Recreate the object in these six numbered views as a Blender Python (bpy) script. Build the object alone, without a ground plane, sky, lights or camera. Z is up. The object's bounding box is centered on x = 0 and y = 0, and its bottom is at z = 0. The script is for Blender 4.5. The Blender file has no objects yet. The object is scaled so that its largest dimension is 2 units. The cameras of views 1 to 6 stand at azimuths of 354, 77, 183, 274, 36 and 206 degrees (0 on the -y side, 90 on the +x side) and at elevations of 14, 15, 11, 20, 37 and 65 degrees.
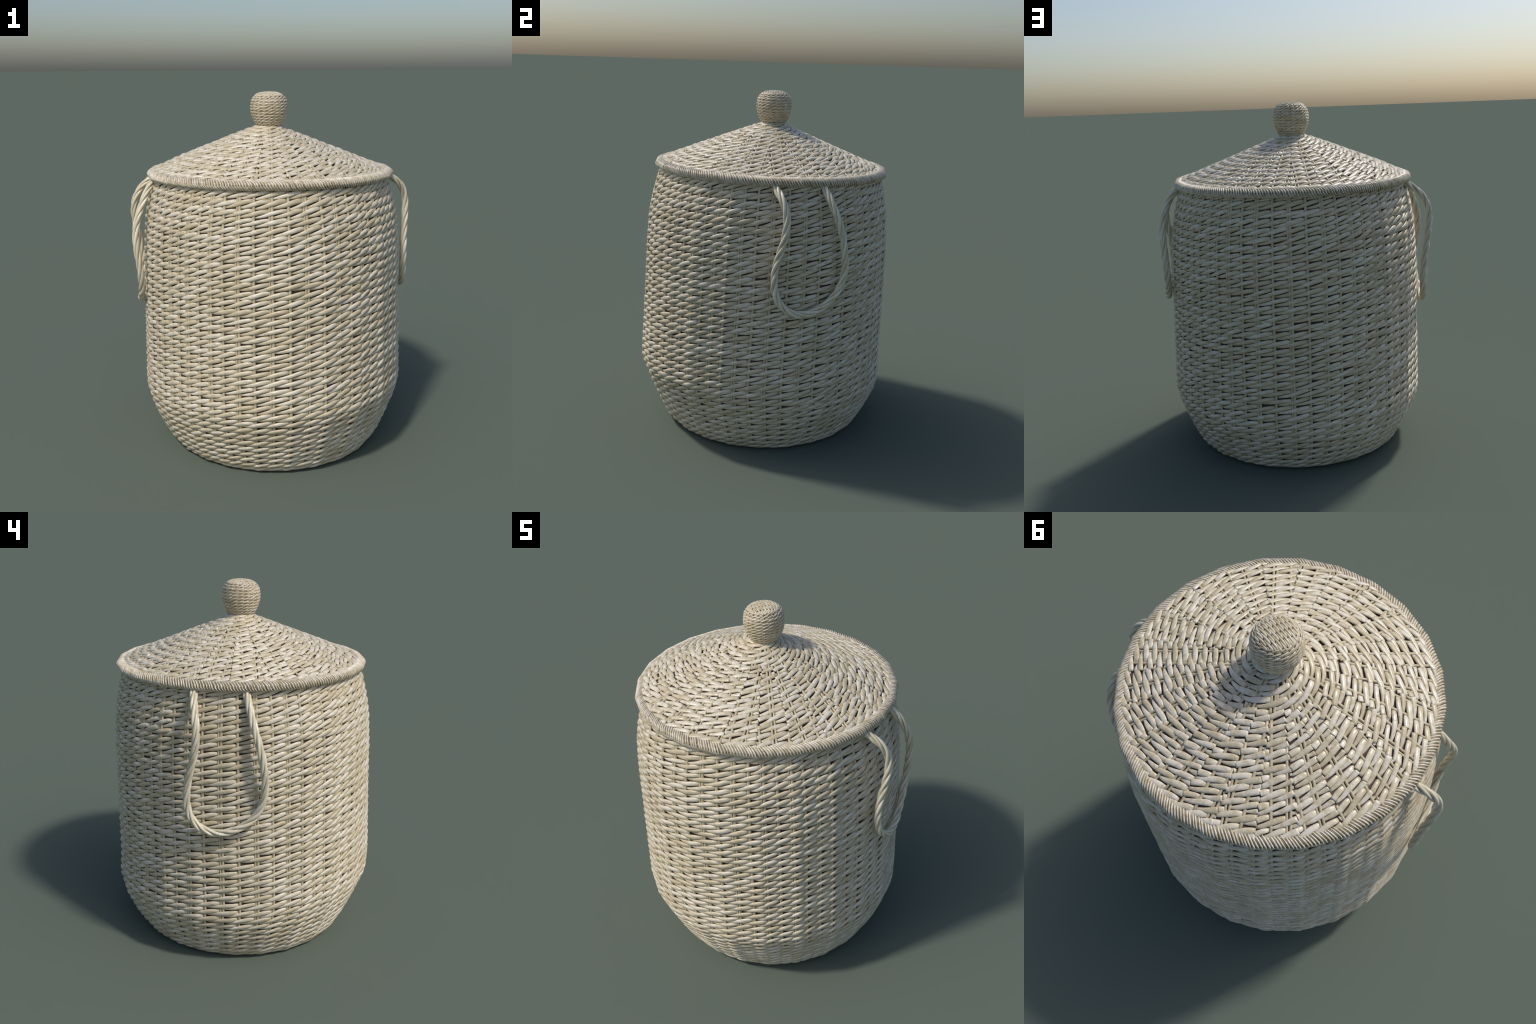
# Lidded wicker laundry basket: pair-woven barrel body, conical lid woven in
# twenty-four wedges, wrapped border, woven knob and two twisted rope handles.
import bpy, math, random
import numpy as np

random.seed(7)
rng = np.random.default_rng(7)

# --------------------------------------------------------------- materials
def wicker_material(name, light, dark, streak, rough=0.38, grain=1.0, speck=0.55):
    """Peeled-willow look: two tones mixed by streaky noise, a few dark specks."""
    m = bpy.data.materials.new(name)
    m.use_nodes = True
    nt = m.node_tree
    nd, lk = nt.nodes, nt.links
    nd.clear()
    out = nd.new("ShaderNodeOutputMaterial")
    bs = nd.new("ShaderNodeBsdfPrincipled")
    bs.inputs["Roughness"].default_value = rough
    bs.inputs["Specular IOR Level"].default_value = 0.5
    tc = nd.new("ShaderNodeTexCoord")
    mp = nd.new("ShaderNodeMapping")
    mp.inputs["Scale"].default_value = streak
    lk.new(tc.outputs["Object"], mp.inputs["Vector"])
    n1 = nd.new("ShaderNodeTexNoise")
    n1.inputs["Scale"].default_value = 1.0
    n1.inputs["Detail"].default_value = 5.0
    n1.inputs["Roughness"].default_value = 0.62
    lk.new(mp.outputs["Vector"], n1.inputs["Vector"])
    r1 = nd.new("ShaderNodeValToRGB")
    r1.color_ramp.elements[0].position = 0.40
    r1.color_ramp.elements[0].color = (*dark, 1)
    r1.color_ramp.elements[1].position = 0.58
    r1.color_ramp.elements[1].color = (*light, 1)
    lk.new(n1.outputs["Fac"], r1.inputs["Fac"])
    # small dark specks and bruises
    n2 = nd.new("ShaderNodeTexNoise")
    n2.inputs["Scale"].default_value = 70.0
    n2.inputs["Detail"].default_value = 2.0
    lk.new(tc.outputs["Object"], n2.inputs["Vector"])
    r2 = nd.new("ShaderNodeValToRGB")
    r2.color_ramp.elements[0].position = 0.70
    r2.color_ramp.elements[0].color = (0, 0, 0, 1)
    r2.color_ramp.elements[1].position = 0.80
    r2.color_ramp.elements[1].color = (speck, speck, speck, 1)
    lk.new(n2.outputs["Fac"], r2.inputs["Fac"])
    mx = nd.new("ShaderNodeMixRGB")
    mx.inputs["Color2"].default_value = (dark[0] * .42, dark[1] * .36, dark[2] * .33, 1)
    lk.new(r2.outputs["Color"], mx.inputs["Fac"])
    lk.new(r1.outputs["Color"], mx.inputs["Color1"])
    lk.new(mx.outputs["Color"], bs.inputs["Base Color"])
    bp = nd.new("ShaderNodeBump")
    bp.inputs["Strength"].default_value = 0.25 * grain
    bp.inputs["Distance"].default_value = 0.004
    lk.new(n1.outputs["Fac"], bp.inputs["Height"])
    lk.new(bp.outputs["Normal"], bs.inputs["Normal"])
    lk.new(bs.outputs["BSDF"], out.inputs["Surface"])
    return m

PALE, PALE_D = (0.72, 0.655, 0.545), (0.56, 0.48, 0.328)
CREAM, CREAM_D = (0.655, 0.58, 0.45), (0.525, 0.445, 0.29)
STRAW, STRAW_D = (0.59, 0.51, 0.375), (0.49, 0.41, 0.258)
HORIZ = (22, 22, 85)
ISO = (34, 34, 34)
def tone(c, k):
    return tuple(v * k for v in c)
body_mats = [wicker_material("willow_pale", tone(PALE, .98), tone(PALE_D, .98), HORIZ),
             wicker_material("willow_cream", tone(CREAM, .98), tone(CREAM_D, .98), HORIZ),
             wicker_material("willow_straw", tone(STRAW, .98), tone(STRAW_D, .98), HORIZ)]
lid_mats = [wicker_material("lid_willow_pale", tone(PALE, 1.03), tone(PALE_D, 1.03), ISO, 0.33),
            wicker_material("lid_willow_cream", tone(CREAM, 1.03), tone(CREAM_D, 1.03), ISO, 0.33),
            wicker_material("lid_willow_straw", tone(STRAW, 1.03), tone(STRAW_D, 1.03), ISO, 0.33)]
fine_mats = [wicker_material("fine_cane_pale", CREAM, CREAM_D, (40, 40, 40), 0.32),
             wicker_material("fine_cane_straw", STRAW, STRAW_D, (40, 40, 40), 0.32)]
wrap_mats = [wicker_material("wrap_cane_pale", PALE, CREAM_D, (40, 40, 40), 0.30),
             wicker_material("wrap_cane_tan", (0.40, 0.325, 0.22), (0.30, 0.24, 0.16), (40, 40, 40), 0.30)]
stake_mat = wicker_material("stake_cane", (0.54, 0.465, 0.315), (0.46, 0.385, 0.25), (50, 50, 8))
rope_mats = [wicker_material("rope_cane_pale", (0.74, 0.685, 0.55), (0.64, 0.575, 0.42), (30, 30, 10), 0.34),
             wicker_material("rope_cane_cream", (0.67, 0.61, 0.465), (0.57, 0.505, 0.35), (30, 30, 10), 0.34)]
border_shade_mat = wicker_material("border_gap_shade", (0.15, 0.11, 0.08), (0.11, 0.08, 0.06), ISO, 0.7)  # dark core colour paints shade into the gaps between wraps
gap_shade_mat = wicker_material("gap_shade_brown", (0.12, 0.075, 0.062), (0.085, 0.052, 0.045), ISO, 0.8)  # dark brown stands in for shade seen through the weave

# ------------------------------------------------------------ mesh helpers
def mesh_from(name, verts, faces, mats, mat_index=None):
    me = bpy.data.meshes.new(name)
    me.from_pydata([tuple(v) for v in verts], [], faces)
    for m in mats:
        me.materials.append(m)
    if mat_index is not None:
        me.polygons.foreach_set("material_index", np.asarray(mat_index, dtype=np.int32))
    me.polygons.foreach_set("use_smooth", np.ones(len(me.polygons), dtype=bool))
    me.update()
    return me

def add(name, me, parent):
    ob = bpy.data.objects.new(name, me)
    bpy.context.scene.collection.objects.link(ob)
    ob.parent = parent
    return ob

def unit(v):
    return v / np.maximum(np.linalg.norm(v, axis=-1, keepdims=True), 1e-9)

def tubes(P, N, A, B, M=8):
    """Rods with an elliptic section. P,N: (S,n,3) spine and outward normal;
    A half height across the weave, B half depth."""
    T = unit(np.gradient(P, axis=1))
    side = unit(np.cross(T, N))
    N2 = np.cross(side, T)
    ph = np.arange(M) * 2 * math.pi / M
    c, s = np.cos(ph), np.sin(ph)
    # slightly boxy ellipse so the rods read as flattened willow
    c = np.sign(c) * np.abs(c) ** 0.85
    s = np.sign(s) * np.abs(s) ** 0.85
    return (P[:, :, None, :] + A[:, :, None, None] * c[None, None, :, None] * side[:, :, None, :]
            + B[:, :, None, None] * s[None, None, :, None] * N2[:, :, None, :])

def tube_faces(n, M):
    f = []
    for i in range(n - 1):
        for k in range(M):
            a, b = i * M + k, i * M + (k + 1) % M
            f.append((a, b, b + M, a + M))
    f.append(tuple(range(M - 1, -1, -1)))
    f.append(tuple(range((n - 1) * M, n * M)))
    return f

def make_rods(name, V, mats, tint, parent, single=0, order=None):
    """The first `single` rods of `order` become objects, the rest one joined part."""
    S, n, M, _ = V.shape
    F = tube_faces(n, M)
    if order is None:
        order = np.arange(S)
    solo, rest = order[:single], order[single:]
    for i in solo:
        me = mesh_from(name, V[i].reshape(-1, 3), F, [mats[tint[i]]])
        add(name, me, parent)
    if len(rest):
        vs = V[rest].reshape(-1, 3)
        fs, mi = [], []
        step = n * M
        for q, i in enumerate(rest):
            o = q * step
            fs += [tuple(x + o for x in f) for f in F]
            mi += [int(tint[i])] * len(F)
        ob = add(name + "_weave", mesh_from(name + "_weave", vs, fs, mats, mi), parent)
        ob["kind"] = "stuff"

# ------------------------------------------------------------ body surface
SIDES = 24
SEC = math.pi / SIDES
PHASE = math.radians(0.5)
BODY_Z = [0, .04, .10, .18, .26, .33, .40, .50, .70, .90, 1.10, 1.22, 1.32, 1.42, 1.55]
BODY_R = [.597, .632, .664, .7005, .731, .749, .751, .748, .7436, .738, .733, .726, .717, .697, .662]
AXIS_Z = [0, .2, .4, .9, 1.55]
AXIS_X = [.012, .010, .010, .006, .002]
AXIS_Y = [.017, .009, -.002, .014, .028]
BODY_TOP = 1.55

def facet(theta):
    """Radius factor of a regular many-sided prism."""
    a = (theta - PHASE + SEC) % (2 * SEC) - SEC
    return math.cos(SEC) / np.cos(SEC - np.abs(a))

def body_raw(theta, z):
    ax, ay = np.interp(z, AXIS_Z, AXIS_X), np.interp(z, AXIS_Z, AXIS_Y)
    f = facet(theta)
    r = np.interp(z, BODY_Z, BODY_R) * f
    lean = np.interp(z, [0, .3, 1, 1.55], [0, 1, .3, 0])
    ze = z + lean * r * (-.024 * np.cos(theta) + .073 * np.sin(theta))
    r = np.interp(ze, BODY_Z, BODY_R) * f
    return np.stack([ax + r * np.cos(theta), ay + r * np.sin(theta), z + 0 * theta], -1)

def body_pt(theta, z, d):
    """Point at depth d along the outward normal; also returns the normal."""
    e, ez = 0.03, 0.012
    p = body_raw(theta, z)
    t1 = body_raw(theta + e, z) - body_raw(theta - e, z)
    t2 = body_raw(theta, z + ez) - body_raw(theta, z - ez)
    n = unit(np.cross(t1, t2))
    return p + d[..., None] * n, n

_zz = np.linspace(0, BODY_TOP, 400)
_rr = np.interp(_zz, BODY_Z, BODY_R)
_arc = np.concatenate([[0], np.cumsum(np.hypot(np.diff(_zz), np.diff(_rr)))])
ARC = _arc[-1]
def z_of_arc(a):
    return np.interp(a, _arc, _zz)

# stakes stand wider apart on the four flat-on sides than on the diagonals
PAIRS = 29
_th = np.linspace(0, 2 * math.pi, 2001)
_dens = 1 / (13 + 2.0 * np.cos(4 * _th))
_cum = np.concatenate([[0], np.cumsum((_dens[1:] + _dens[:-1]) / 2)])
_cum *= 2 * PAIRS / _cum[-1]
def theta_of_stake(k):
    """Stake number (even: single, odd: double) to azimuth; stake 0 at the front."""
    k = np.asarray(k, float)
    turns = np.floor(k / (2 * PAIRS))
    return np.interp(k - turns * 2 * PAIRS, _cum, _th) + turns * 2 * math.pi - math.pi / 2

# ------------------------------------------------------- weave in rod terms
# One rod passes over one stake: it emerges low and thin beside the stake on the
# left, swells over its own stake and tucks in high behind the stake on the right.
def rod_shape(t):
    """t = -1..1 along a rod. Returns rise (rows), half height (rows), tuck 0..1."""
    rise = 0.40 * t + 0.05 * np.sin(math.pi * t)
    half = np.interp(t, [-1, -.8, -.45, -.1, .3, .62, .84, 1], [.13, .17, .222, .258, .280, .275, .258, .215])
    tuck = np.interp(t, [-1, -.75, -.35, 0, .35, .65, .82, 1], [1, .70, .26, .03, .0, .12, .42, 1])
    return rise, half, tuck

root = bpy.data.objects.new("wicker_basket", None)
bpy.context.scene.collection.objects.link(root)
root["label"] = "cream woven wicker laundry basket with conical lid and rope handles"
root["category"] = "basket"

# ---- added backing shell, coloured dark as shade behind the body rods
def backing_mesh():
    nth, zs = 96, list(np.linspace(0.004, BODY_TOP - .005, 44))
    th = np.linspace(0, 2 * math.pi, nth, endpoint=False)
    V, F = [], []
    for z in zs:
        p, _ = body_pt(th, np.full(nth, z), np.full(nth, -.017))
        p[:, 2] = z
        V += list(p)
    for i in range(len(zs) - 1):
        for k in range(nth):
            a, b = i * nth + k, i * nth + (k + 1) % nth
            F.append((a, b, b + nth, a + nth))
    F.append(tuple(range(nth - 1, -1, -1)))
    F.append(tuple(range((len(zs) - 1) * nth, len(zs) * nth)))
    return mesh_from("body", V, F, [gap_shade_mat])
body = add("body", backing_mesh(), root)

# ---- round woven base under the body
def base_mesh():
    nth = 96
    th = np.linspace(0, 2 * math.pi, nth, endpoint=False)
    V, F = [], []
    for r, z in ((.588, .012), (.592, .006), (.588, 0), (.30, 0)):
        f = facet(th)
        for t, g in zip(th, f):
            V.append((.012 + r * g * math.cos(t), .017 + r * g * math.sin(t), z))
    for i in range(3):
        for k in range(nth):
            a, b = i * nth + k, i * nth + (k + 1) % nth
            F.append((a, a + nth, b + nth, b))
    F.append(tuple(range(3 * nth, 4 * nth))[::-1])
    return mesh_from("base", V, F, [stake_mat])
add("base", base_mesh(), root)

# ---- body stakes
def body_stakes():
    n, M = 46, 8
    z = z_of_arc(np.linspace(.004, ARC, n))
    spines = []
    for k in range(2 * PAIRS):
        th = float(theta_of_stake(k))
        offs = [0.0] if k % 2 == 0 else [-.0080, .0054]
        for o in offs:
            w = .0078 if k % 2 == 0 else (.0058 if o < 0 else .0080)
            tt = th + o / .73 + .0015 * np.sin(z * 9 + k * 2.1)
            spines.append((tt, w))
    S = len(spines)
    P = np.zeros((S, n, 3)); N = np.zeros((S, n, 3)); A = np.zeros((S, n)); B = np.zeros((S, n))
    for i, (tt, w) in enumerate(spines):
        P[i], N[i] = body_pt(tt, z, np.full(n, -.0095))
        A[i] = w; B[i] = .0062
    make_rods("stake", tubes(P, N, A, B, M), [stake_mat], np.zeros(S, int), body, single=S)
body_stakes()

# ---- body weavers
ROWS = 35
PITCH = ARC / ROWS
def body_weavers():
    n = 12
    t = np.linspace(-1, 1, n)
    rise, half, tuck = rod_shape(t)
    P, N, A, B, tint, key = [], [], [], [], [], []
    for j in range(ROWS):
        for k in range(2 * PAIRS):
            wob = rng.normal(0, .014)
            fat = 1 + rng.normal(0, .055)
            lift = 1 + rng.normal(0, .12)
            s = k + t * (.95 + rng.normal(0, .015))
            th = theta_of_stake(s)
            arc = (j + .5 + wob + rise * lift + rng.normal(0, .012) * np.sin(t * 2.5)) * PITCH
            arc = np.clip(arc, .010, ARC - .004)
            b = .0080 * (1 - .2 * tuck)
            d = -.0052 - .0115 * tuck + rng.normal(0, .0006)
            p, nn = body_pt(th, z_of_arc(arc), d)
            P.append(p); N.append(nn); A.append(half * fat * PITCH * .94); B.append(b * (1 + 0 * t))
            tint.append(rng.choice(3, p=[.42, .36, .22]))
            key.append(abs(j - ROWS * .62))
    V = tubes(np.array(P), np.array(N), np.array(A), np.array(B), 10)
    V[..., 2] = np.maximum(V[..., 2], 0.0005)
    make_rods("weaver", V, body_mats, np.array(tint), body, 300, np.argsort(key, kind="stable"))
body_weavers()

# --------------------------------------------------------------------- lid
LID_R = [.05, .07, .20, .35, .50, .60, .67]
LID_Z = [1.821, 1.813, 1.763, 1.7044, 1.646, 1.606, 1.579]
TILT = .020
APEX = np.array([-.003, .041])
BRIM = np.array([0.0, .034])

def lid_axis(r):
    f = np.clip(np.asarray(r) / .69, 0, 1)[..., None]
    return APEX * (1 - f) + BRIM * f

def lid_sag(x, y):
    """The lid leans a little to the back and saddles slightly."""
    r, a = np.hypot(x, y - .035), np.arctan2(y - .035, x)
    w = np.interp(r, [0, .15, .52, .68], [0, 1, 1, .15])
    return (.0032 * np.cos(2 * a) - .0062 * np.cos(a) - .002 * np.sin(a)) * w - TILT * (y - .035)

def lid_pt(phi, rho, u, d):
    """Flat wedge around bisector phi: rho outward, u sideways, d above it."""
    r = rho / math.cos(SEC)
    c = lid_axis(r)
    e = np.array([math.cos(phi), math.sin(phi)]); q = np.array([-e[1], e[0]])
    xy = c + rho[..., None] * e + u[..., None] * q
    z = np.interp(r, LID_R, LID_Z) + lid_sag(xy[..., 0], xy[..., 1])
    g = np.array([e[0] * .353, e[1] * .353, .936])
    p = np.concatenate([xy, z[..., None]], -1)
    return p + d[..., None] * g, np.broadcast_to(g, p.shape)

def lid_backing():  # added shell under the lid rods, its dark colour acting as gap shade
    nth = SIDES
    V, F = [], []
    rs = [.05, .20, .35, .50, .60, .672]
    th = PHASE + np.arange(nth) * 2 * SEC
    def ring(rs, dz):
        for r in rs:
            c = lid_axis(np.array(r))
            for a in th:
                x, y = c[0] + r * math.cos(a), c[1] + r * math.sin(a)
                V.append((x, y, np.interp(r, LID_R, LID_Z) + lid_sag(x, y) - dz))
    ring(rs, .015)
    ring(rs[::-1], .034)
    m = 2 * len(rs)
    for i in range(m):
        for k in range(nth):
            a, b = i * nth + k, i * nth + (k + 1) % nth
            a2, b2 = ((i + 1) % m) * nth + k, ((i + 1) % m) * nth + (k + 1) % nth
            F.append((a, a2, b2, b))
    me = mesh_from("lid", V, F, [gap_shade_mat])
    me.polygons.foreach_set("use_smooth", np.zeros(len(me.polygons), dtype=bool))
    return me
lid = add("lid", lid_backing(), root)

LID_PITCH = .0466
LID_STEP = .068
INNER_ROW = 10
def lid_weave():
    n = 11
    tn = math.tan(SEC)
    P, N, A, B, tint, size = [], [], [], [], [], []
    sP, sN, sA, sB = [], [], [], []
    for w in range(SIDES):
        phi = PHASE + (2 * w + 1) * SEC
        ph = rng.uniform(0, 2)
        kmin, kmax = -4, 5
        # stakes, parallel to the wedge's bisector
        for k in range(kmin, kmax):
            u0 = (k - ph) * LID_STEP
            for o, wd in ([(0, .0072)] if k % 2 == 0 else [(-.0078, .0062), (.0078, .0062)]):
                uu = u0 + o
                lo = max(.195, (abs(uu) + .006) / tn)
                if lo > .64:
                    continue
                rho = np.linspace(lo, .665, 9)
                p, nn = lid_pt(phi, rho, np.full(9, uu), np.full(9, -.0088))
                sP.append(p); sN.append(nn); sA.append(np.full(9, wd)); sB.append(np.full(9, .0058))
        # weavers
        for j in range(INNER_ROW):
            for k in range(kmin, kmax):
                wob, fat, lift = rng.normal(0, .025), 1 + rng.normal(0, .06), 1 + rng.normal(0, .12)
                length = .95 + rng.normal(0, .015)
                rc = .655 - (j + .25 + wob) * LID_PITCH
                dense = np.linspace(-1, 1, 81)
                rise, half, tuck = rod_shape(dense)
                rho = rc - rise * lift * LID_PITCH
                u = (k - ph + dense * length) * LID_STEP
                ok = (np.abs(u) < rho * tn + .0012) & (rho > .060) & (rho < .668)
                if ok.sum() < 5:
                    continue
                t = np.linspace(dense[ok][0], dense[ok][-1], n)
                rise, half, tuck = rod_shape(t)
                rho = rc - rise * lift * LID_PITCH
                u = (k - ph + t * length) * LID_STEP
                p, nn = lid_pt(phi, rho, u, -.0050 - .0082 * tuck + rng.normal(0, .0006))
                P.append(p); N.append(nn)
                A.append(half * fat * LID_PITCH * .99); B.append(.0062 * (1 - .2 * tuck))
                tint.append(rng.choice(3, p=[.52, .32, .16])); size.append(-(t[-1] - t[0]))
    # innermost rows bend round the cone without wedge seams
    for j in range(INNER_ROW, 13):
        r0 = .655 - (j + .25) * LID_PITCH
        m = max(6, 2 * round(math.pi * r0 / LID_STEP))
        turn = rng.uniform(0, 1)
        for k in range(m):
            t = np.linspace(-1, 1, n)
            rise, half, tuck = rod_shape(t)
            a = (k + turn + t * .95) * 2 * math.pi / m
            rho = r0 - (rise + rng.normal(0, .02)) * LID_PITCH
            d = -.0050 - .0082 * tuck
            p = np.zeros((n, 3)); nn = np.zeros((n, 3))
            for i in range(n):
                q, g = lid_pt(a[i], rho[i:i + 1], np.zeros(1), d[i:i + 1])
                p[i], nn[i] = q[0], g[0]
            P.append(p); N.append(nn)
            A.append(half * LID_PITCH * 1.0); B.append(.0062 * (1 - .2 * tuck))
            tint.append(rng.choice(3, p=[.52, .32, .16])); size.append(-2)
            for o in ([0] if k % 2 else [-.0078, .0078]):
                rr = r0 + np.linspace(.75, -.75, 9) * LID_PITCH
                aa = (k + turn) * 2 * math.pi / m
                q, g = lid_pt(aa, rr, np.full(9, o), np.full(9, -.0088))
                sP.append(q); sN.append(g); sA.append(np.full(9, .0065)); sB.append(np.full(9, .0058))
    make_rods("weaver", tubes(np.array(P), np.array(N), np.array(A), np.array(B), 10), lid_mats,
              np.array(tint), lid, 300, np.argsort(size, kind="stable"))
    S = len(sP)
    make_rods("stake", tubes(np.array(sP), np.array(sN), np.array(sA), np.array(sB), 6), [stake_mat],
              np.zeros(S, int), lid, single=S)
lid_weave()

# ------------------------------------------------------------- lid border
BORDER = [(.646, 1.582), (.661, 1.5835), (.676, 1.581), (.688, 1.572), (.694, 1.559),
          (.6925, 1.549), (.685, 1.540), (.673, 1.5345), (.655, 1.533)]
def border_pt(theta, t, d):
    br = np.array(BORDER)
    s = t * (len(BORDER) - 1)
    idx = np.arange(len(BORDER))
    r, z = np.interp(s, idx, br[:, 0]), np.interp(s, idx, br[:, 1])
    e = .12
    tr = np.interp(s + e, idx, br[:, 0]) - np.interp(s - e, idx, br[:, 0])
    tz = np.interp(s + e, idx, br[:, 1]) - np.interp(s - e, idx, br[:, 1])
    L = np.hypot(tr, tz) + 1e-9
    nr, nz = -tz / L, tr / L
    f = facet(theta)
    R = r * f
    x, y = BRIM[0] + R * np.cos(theta), BRIM[1] + R * np.sin(theta)
    p = np.stack([x, y, z - TILT * (y - .035)], -1)
    nn = np.stack([nr * np.cos(theta), nr * np.sin(theta), nz], -1)
    return p + d[..., None] * nn, nn

def border_parts():
    nth, nt = 192, 13
    V, F = [], []
    th = np.linspace(0, 2 * math.pi, nth, endpoint=False)
    for t in np.linspace(0, 1, nt):
        p, _ = border_pt(th, np.full(nth, t), np.full(nth, -.0085))
        V += list(p)
    for i in range(nt):
        for k in range(nth):
            a, b = i * nth + k, i * nth + (k + 1) % nth
            j = (i + 1) % nt
            F.append((a, j * nth + k, j * nth + (k + 1) % nth, b))
    border = add("border", mesh_from("border", V, F, [border_shade_mat]), root)
    count, n = 296, 15
    t = np.linspace(0, 1, n)
    swing = np.interp(t, [0, .22, .42, .55, .75, 1], [-.034, -.014, 0, .002, .014, .040]) / .69
    for shift, width, depth, thick, mat, solo in ((0, .0040, -.0040, .0060, 0, count), (.5, .0022, -.0055, .0044, 1, 0)):
        P, N, A, B = [], [], [], []
        for i in range(count):
            th0 = (i + shift + rng.normal(0, .06)) * 2 * math.pi / count
            p, nn = border_pt(th0 + swing, t, np.full(n, depth + rng.normal(0, .0003)))
            P.append(p); N.append(nn)
            wdt = width * (1 + rng.normal(0, .07))
            A.append(np.interp(t, [0, .1, .5, .8, 1], [.75, 1, 1, .85, .6]) * wdt)
            B.append(np.full(n, thick))
        make_rods("border_wrap" if mat == 0 else "border_lacing", tubes(np.array(P), np.array(N), np.array(A), np.array(B), 8),
                  [wrap_mats[mat]], np.zeros(count, int), border, single=solo)
border_parts()

# -------------------------------------------------------------------- knob
KN_Z = [1.775, 1.795, 1.815, 1.838, 1.862, 1.885, 1.908, 1.93, 1.953, 1.972, 1.986, 1.996, 2.0, 2.0005]
KN_R = [.068, .070, .0745, .087, .0975, .1035, .1065, .1055, .101, .090, .075, .052, .028, 0]
def knob_raw(theta, z):
    r = np.interp(z, KN_Z, KN_R)
    return np.stack([APEX[0] + r * np.cos(theta), APEX[1] + r * np.sin(theta), z + 0 * theta], -1)
def knob_pt(theta, z, d):
    p = knob_raw(theta, z)
    t1 = knob_raw(theta + .02, z) - knob_raw(theta - .02, z)
    t2 = knob_raw(theta, np.minimum(z + .008, 1.999)) - knob_raw(theta, z - .008)
    n = unit(np.cross(t1, t2))
    return p + d[..., None] * n, n
def knob_backing():  # added shell inside the knob weave, dark to suggest shade in gaps
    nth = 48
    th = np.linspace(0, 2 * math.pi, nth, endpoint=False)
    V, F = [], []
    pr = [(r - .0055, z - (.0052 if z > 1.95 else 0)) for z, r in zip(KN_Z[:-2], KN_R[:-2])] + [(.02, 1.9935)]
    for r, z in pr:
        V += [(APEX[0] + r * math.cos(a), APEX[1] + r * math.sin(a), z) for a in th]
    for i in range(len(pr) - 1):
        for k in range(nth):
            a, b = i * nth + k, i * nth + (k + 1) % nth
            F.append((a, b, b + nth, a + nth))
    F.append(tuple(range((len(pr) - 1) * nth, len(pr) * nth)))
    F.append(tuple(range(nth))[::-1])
    return mesh_from("knob", V, F, [gap_shade_mat])
knob = add("knob", knob_backing(), root)

def knob_weave():
    pitch, stakes, n = .0158, 20, 9
    t = np.linspace(-1, 1, n)
    rise, half, tuck = rod_shape(t)
    zz = np.linspace(1.80, 1.985, 200)
    rr = np.interp(zz, KN_Z, KN_R)
    arc = np.concatenate([[0], np.cumsum(np.hypot(np.diff(zz), np.diff(rr)))])
    P, N, A, B, tint = [], [], [], [], []
    rows = int(arc[-1] / pitch)
    pitch = arc[-1] / rows
    for j in range(rows):
        for k in range(stakes):
            a = (k + t * .95) * 2 * math.pi / stakes
            h = (j + .5 + rng.normal(0, .03) + rise * (1 + rng.normal(0, .12))) * pitch
            p, nn = knob_pt(a, np.interp(h, arc, zz), -.0026 - .0042 * tuck)
            P.append(p); N.append(nn)
            A.append(half * pitch * (1 + rng.normal(0, .06))); B.append(.0034 * (1 - .25 * tuck))
            tint.append(rng.choice(2, p=[.55, .45]))
    # cap: straight weave across the top
    step, ang = .033, math.radians(137)
    e = np.array([math.cos(ang), math.sin(ang)]); q = np.array([-e[1], e[0]])
    for j in range(-6, 7):
        for k in range(-4, 5):
            dense = np.linspace(-1, 1, 61)
            r0, h0, k0 = rod_shape(dense)
            wob = rng.normal(0, .03)
            def xy(tt, ri):
                return ((k + .3 + tt * .95) * step)[:, None] * e + ((j + wob + ri) * pitch)[:, None] * q
            ok = np.linalg.norm(xy(dense, r0), axis=1) < .083
            if ok.sum() < 8:
                continue
            tt = np.linspace(dense[ok][0], dense[ok][-1], n)
            r1, h1, k1 = rod_shape(tt)
            c = xy(tt, r1)
            rad = np.linalg.norm(c, axis=1)
            th = np.arctan2(c[:, 1], c[:, 0])
            z = np.interp(rad, KN_R[::-1][:8], KN_Z[::-1][:8])
            nn = unit(np.stack([c[:, 0] * 8 * rad, c[:, 1] * 8 * rad, 0 * rad + .09], -1))
            p = np.stack([APEX[0] + c[:, 0], APEX[1] + c[:, 1], z], -1) + (-.0030 - .0024 * k1)[:, None] * nn
            P.append(p); N.append(nn)
            A.append(h1 * pitch * 1.15); B.append(.0036 * (1 - .2 * k1)); tint.append(rng.choice(2, p=[.55, .45]))
    S = len(P)
    make_rods("weaver", tubes(np.array(P), np.array(N), np.array(A), np.array(B), 6), fine_mats,
              np.array(tint), knob, single=min(S, 300))
    sP, sN = [], []
    z = np.linspace(1.80, 1.97, 12)
    for k in range(stakes):
        for o in ([0] if k % 2 else [-.03, .03]):
            p, nn = knob_pt(np.full(12, k * 2 * math.pi / stakes + o), z, np.full(12, -.0042))
            sP.append(p); sN.append(nn)
    S = len(sP)
    make_rods("stake", tubes(np.array(sP), np.array(sN), np.full((S, 12), .0026), np.full((S, 12), .0026), 6),
              [stake_mat], np.zeros(S, int), knob, single=S)
knob_weave()

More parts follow.
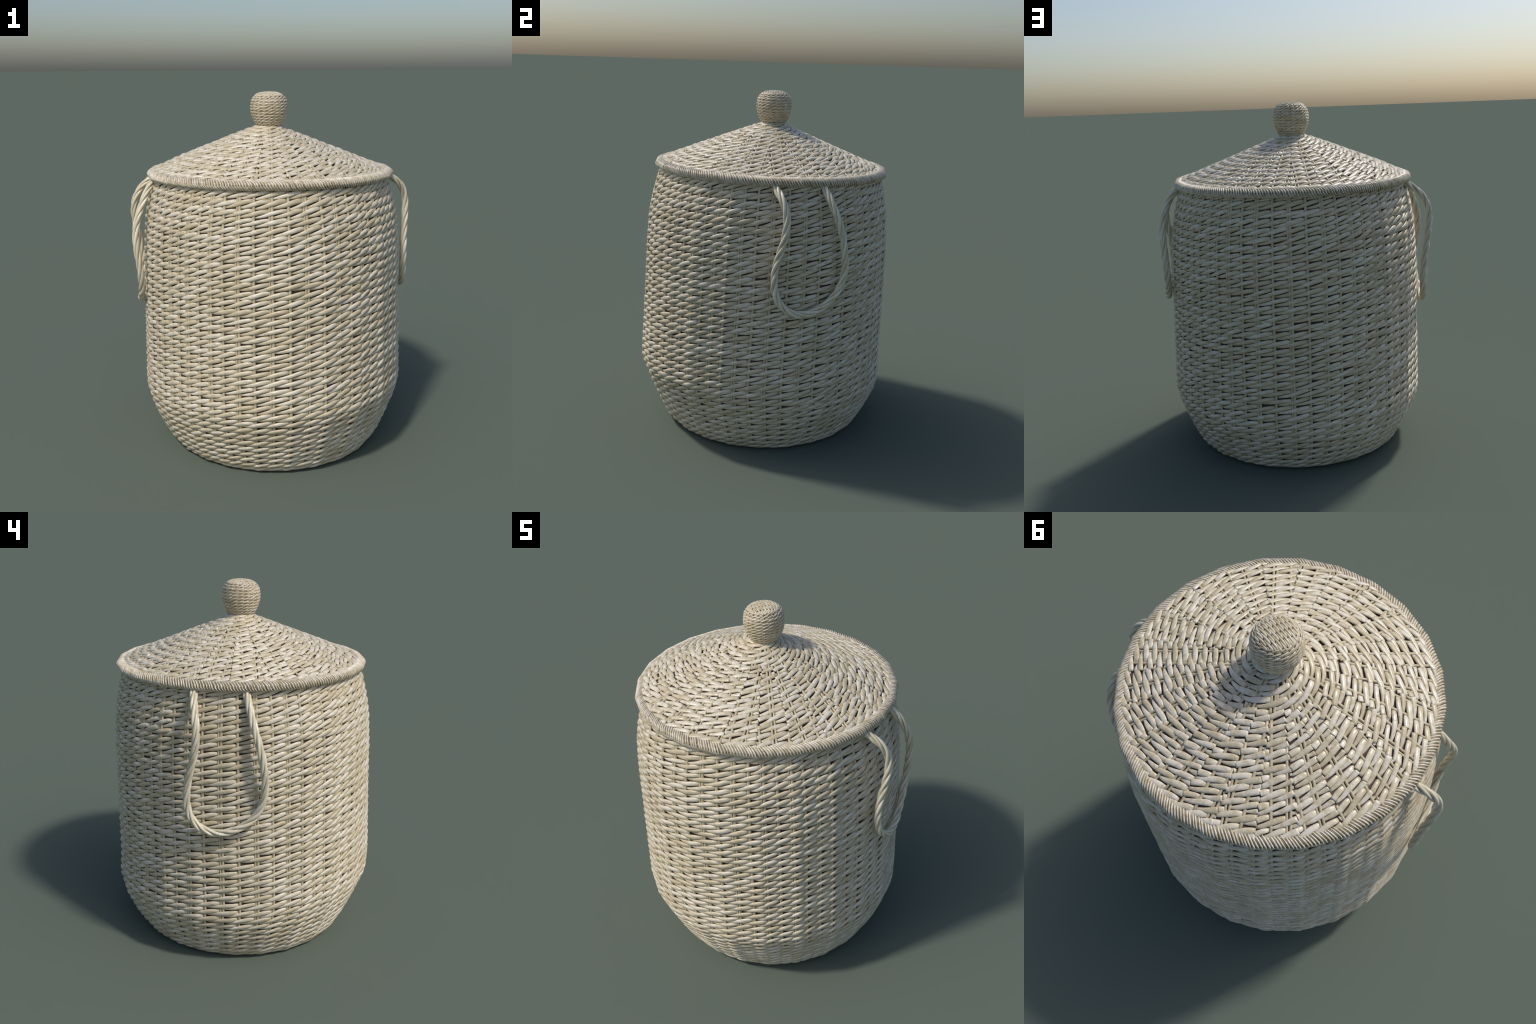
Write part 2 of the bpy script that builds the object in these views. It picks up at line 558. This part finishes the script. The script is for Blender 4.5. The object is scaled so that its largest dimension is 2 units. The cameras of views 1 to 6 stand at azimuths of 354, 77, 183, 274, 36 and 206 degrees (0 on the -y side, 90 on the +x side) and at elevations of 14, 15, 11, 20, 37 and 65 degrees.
# ----------------------------------------------------------------- handles
RIGHT = [(.640, -.092, 1.540), (.690, -.086, 1.522), (.731, -.078, 1.494), (.757, -.060, 1.456), (.773, -.051, 1.412),
         (.779, -.050, 1.366), (.777, -.055, 1.307), (.771, -.068, 1.246), (.764, -.085, 1.196), (.760, -.099, 1.146),
         (.759, -.106, 1.097), (.759, -.107, 1.047), (.761, -.105, .997), (.766, -.088, .948), (.773, -.058, .904),
         (.779, -.010, .876), (.776, .042, .867), (.768, .100, .872), (.756, .154, .891), (.743, .202, .923),
         (.733, .246, .969), (.727, .277, 1.017), (.727, .292, 1.085), (.733, .286, 1.155), (.740, .276, 1.225),
         (.745, .259, 1.293), (.742, .243, 1.358), (.733, .217, 1.416), (.712, .192, 1.472), (.678, .179, 1.518),
         (.630, .170, 1.545)]
LEFT = [(-.620, .203, 1.545), (-.668, .197, 1.514), (-.723, .188, 1.478), (-.757, .178, 1.434), (-.778, .170, 1.388),
        (-.786, .168, 1.331), (-.780, .173, 1.275), (-.769, .189, 1.209), (-.757, .207, 1.148), (-.747, .220, 1.086),
        (-.743, .227, 1.027), (-.741, .228, .968), (-.742, .217, .916), (-.744, .190, .870), (-.749, .146, .839),
        (-.754, .090, .822), (-.755, .035, .829), (-.752, -.019, .846), (-.748, -.067, .871), (-.741, -.110, .905),
        (-.736, -.141, .950), (-.739, -.161, 1.012), (-.747, -.168, 1.079), (-.758, -.164, 1.151), (-.765, -.155, 1.214),
        (-.763, -.141, 1.279), (-.752, -.120, 1.334), (-.732, -.102, 1.386), (-.711, -.086, 1.438), (-.690, -.072, 1.484),
        (-.665, -.059, 1.526), (-.640, -.052, 1.545)]

def smooth_path(pts, n):
    p = np.array(pts)
    for _ in range(2):
        p[1:-1] = .7 * p[1:-1] + .15 * (p[:-2] + p[2:])
    m = len(p)
    out = []
    for t in np.linspace(0, m - 1, 800):
        i = min(int(t), m - 2); f = t - i
        p0, p1, p2, p3 = p[max(i - 1, 0)], p[i], p[i + 1], p[min(i + 2, m - 1)]
        out.append(.5 * (2 * p1 + (p2 - p0) * f + (2 * p0 - 5 * p1 + 4 * p2 - p3) * f ** 2
                         + (3 * p1 - p0 - 3 * p2 + p3) * f ** 3))
    out = np.array(out)
    L = np.concatenate([[0], np.cumsum(np.linalg.norm(np.diff(out, axis=0), axis=1))])
    s = np.linspace(0, L[-1], n)
    return np.stack([np.interp(s, L, out[:, c]) for c in range(3)], -1), s

def rope_handle(pts, side, seed):
    n, strands, lay = 150, 4, .30
    c, s = smooth_path(pts, n)
    T = unit(np.gradient(c, axis=0))
    ref = np.zeros((n, 3)); ref[:, 0] = side
    # parallel-transported frame
    U = np.zeros((n, 3))
    u = unit(ref[0] - T[0] * (ref[0] @ T[0]))
    for i in range(n):
        u = unit(u - T[i] * (u @ T[i])); U[i] = u
    W = np.cross(T, U)
    P, N, A, B = [], [], [], []
    r = np.random.default_rng(seed)
    for k in range(strands):
        ph = k * 2 * math.pi / strands + 2 * math.pi * s / lay + .25 * np.sin(s * 5 + seed)
        d = np.cos(ph)[:, None] * U + np.sin(ph)[:, None] * W
        off = .0117 + .0014 * np.sin(s * 23 + k * 1.7)
        P.append(c + off[:, None] * d); N.append(d)
        a = .0086 * (1 + .07 * np.sin(s * 31 + k * 2.3 + seed)) * (1 + r.normal(0, .03))
        A.append(a); B.append(a)
    V = tubes(np.array(P), np.array(N), np.array(A), np.array(B), 10)
    F = tube_faces(n, 10)
    core = tubes(c[None], U[None], np.full((1, n), .0055), np.full((1, n), .0055), 8)
    h = add("handle", mesh_from("handle", core[0].reshape(-1, 3), tube_faces(n, 8), [stake_mat]), root)
    for k in range(strands):
        add("rope_strand", mesh_from("rope_strand", V[k].reshape(-1, 3), F, [rope_mats[k % 2]]), h)
rope_handle(RIGHT, 1, 1)
rope_handle(LEFT, -1, 2)
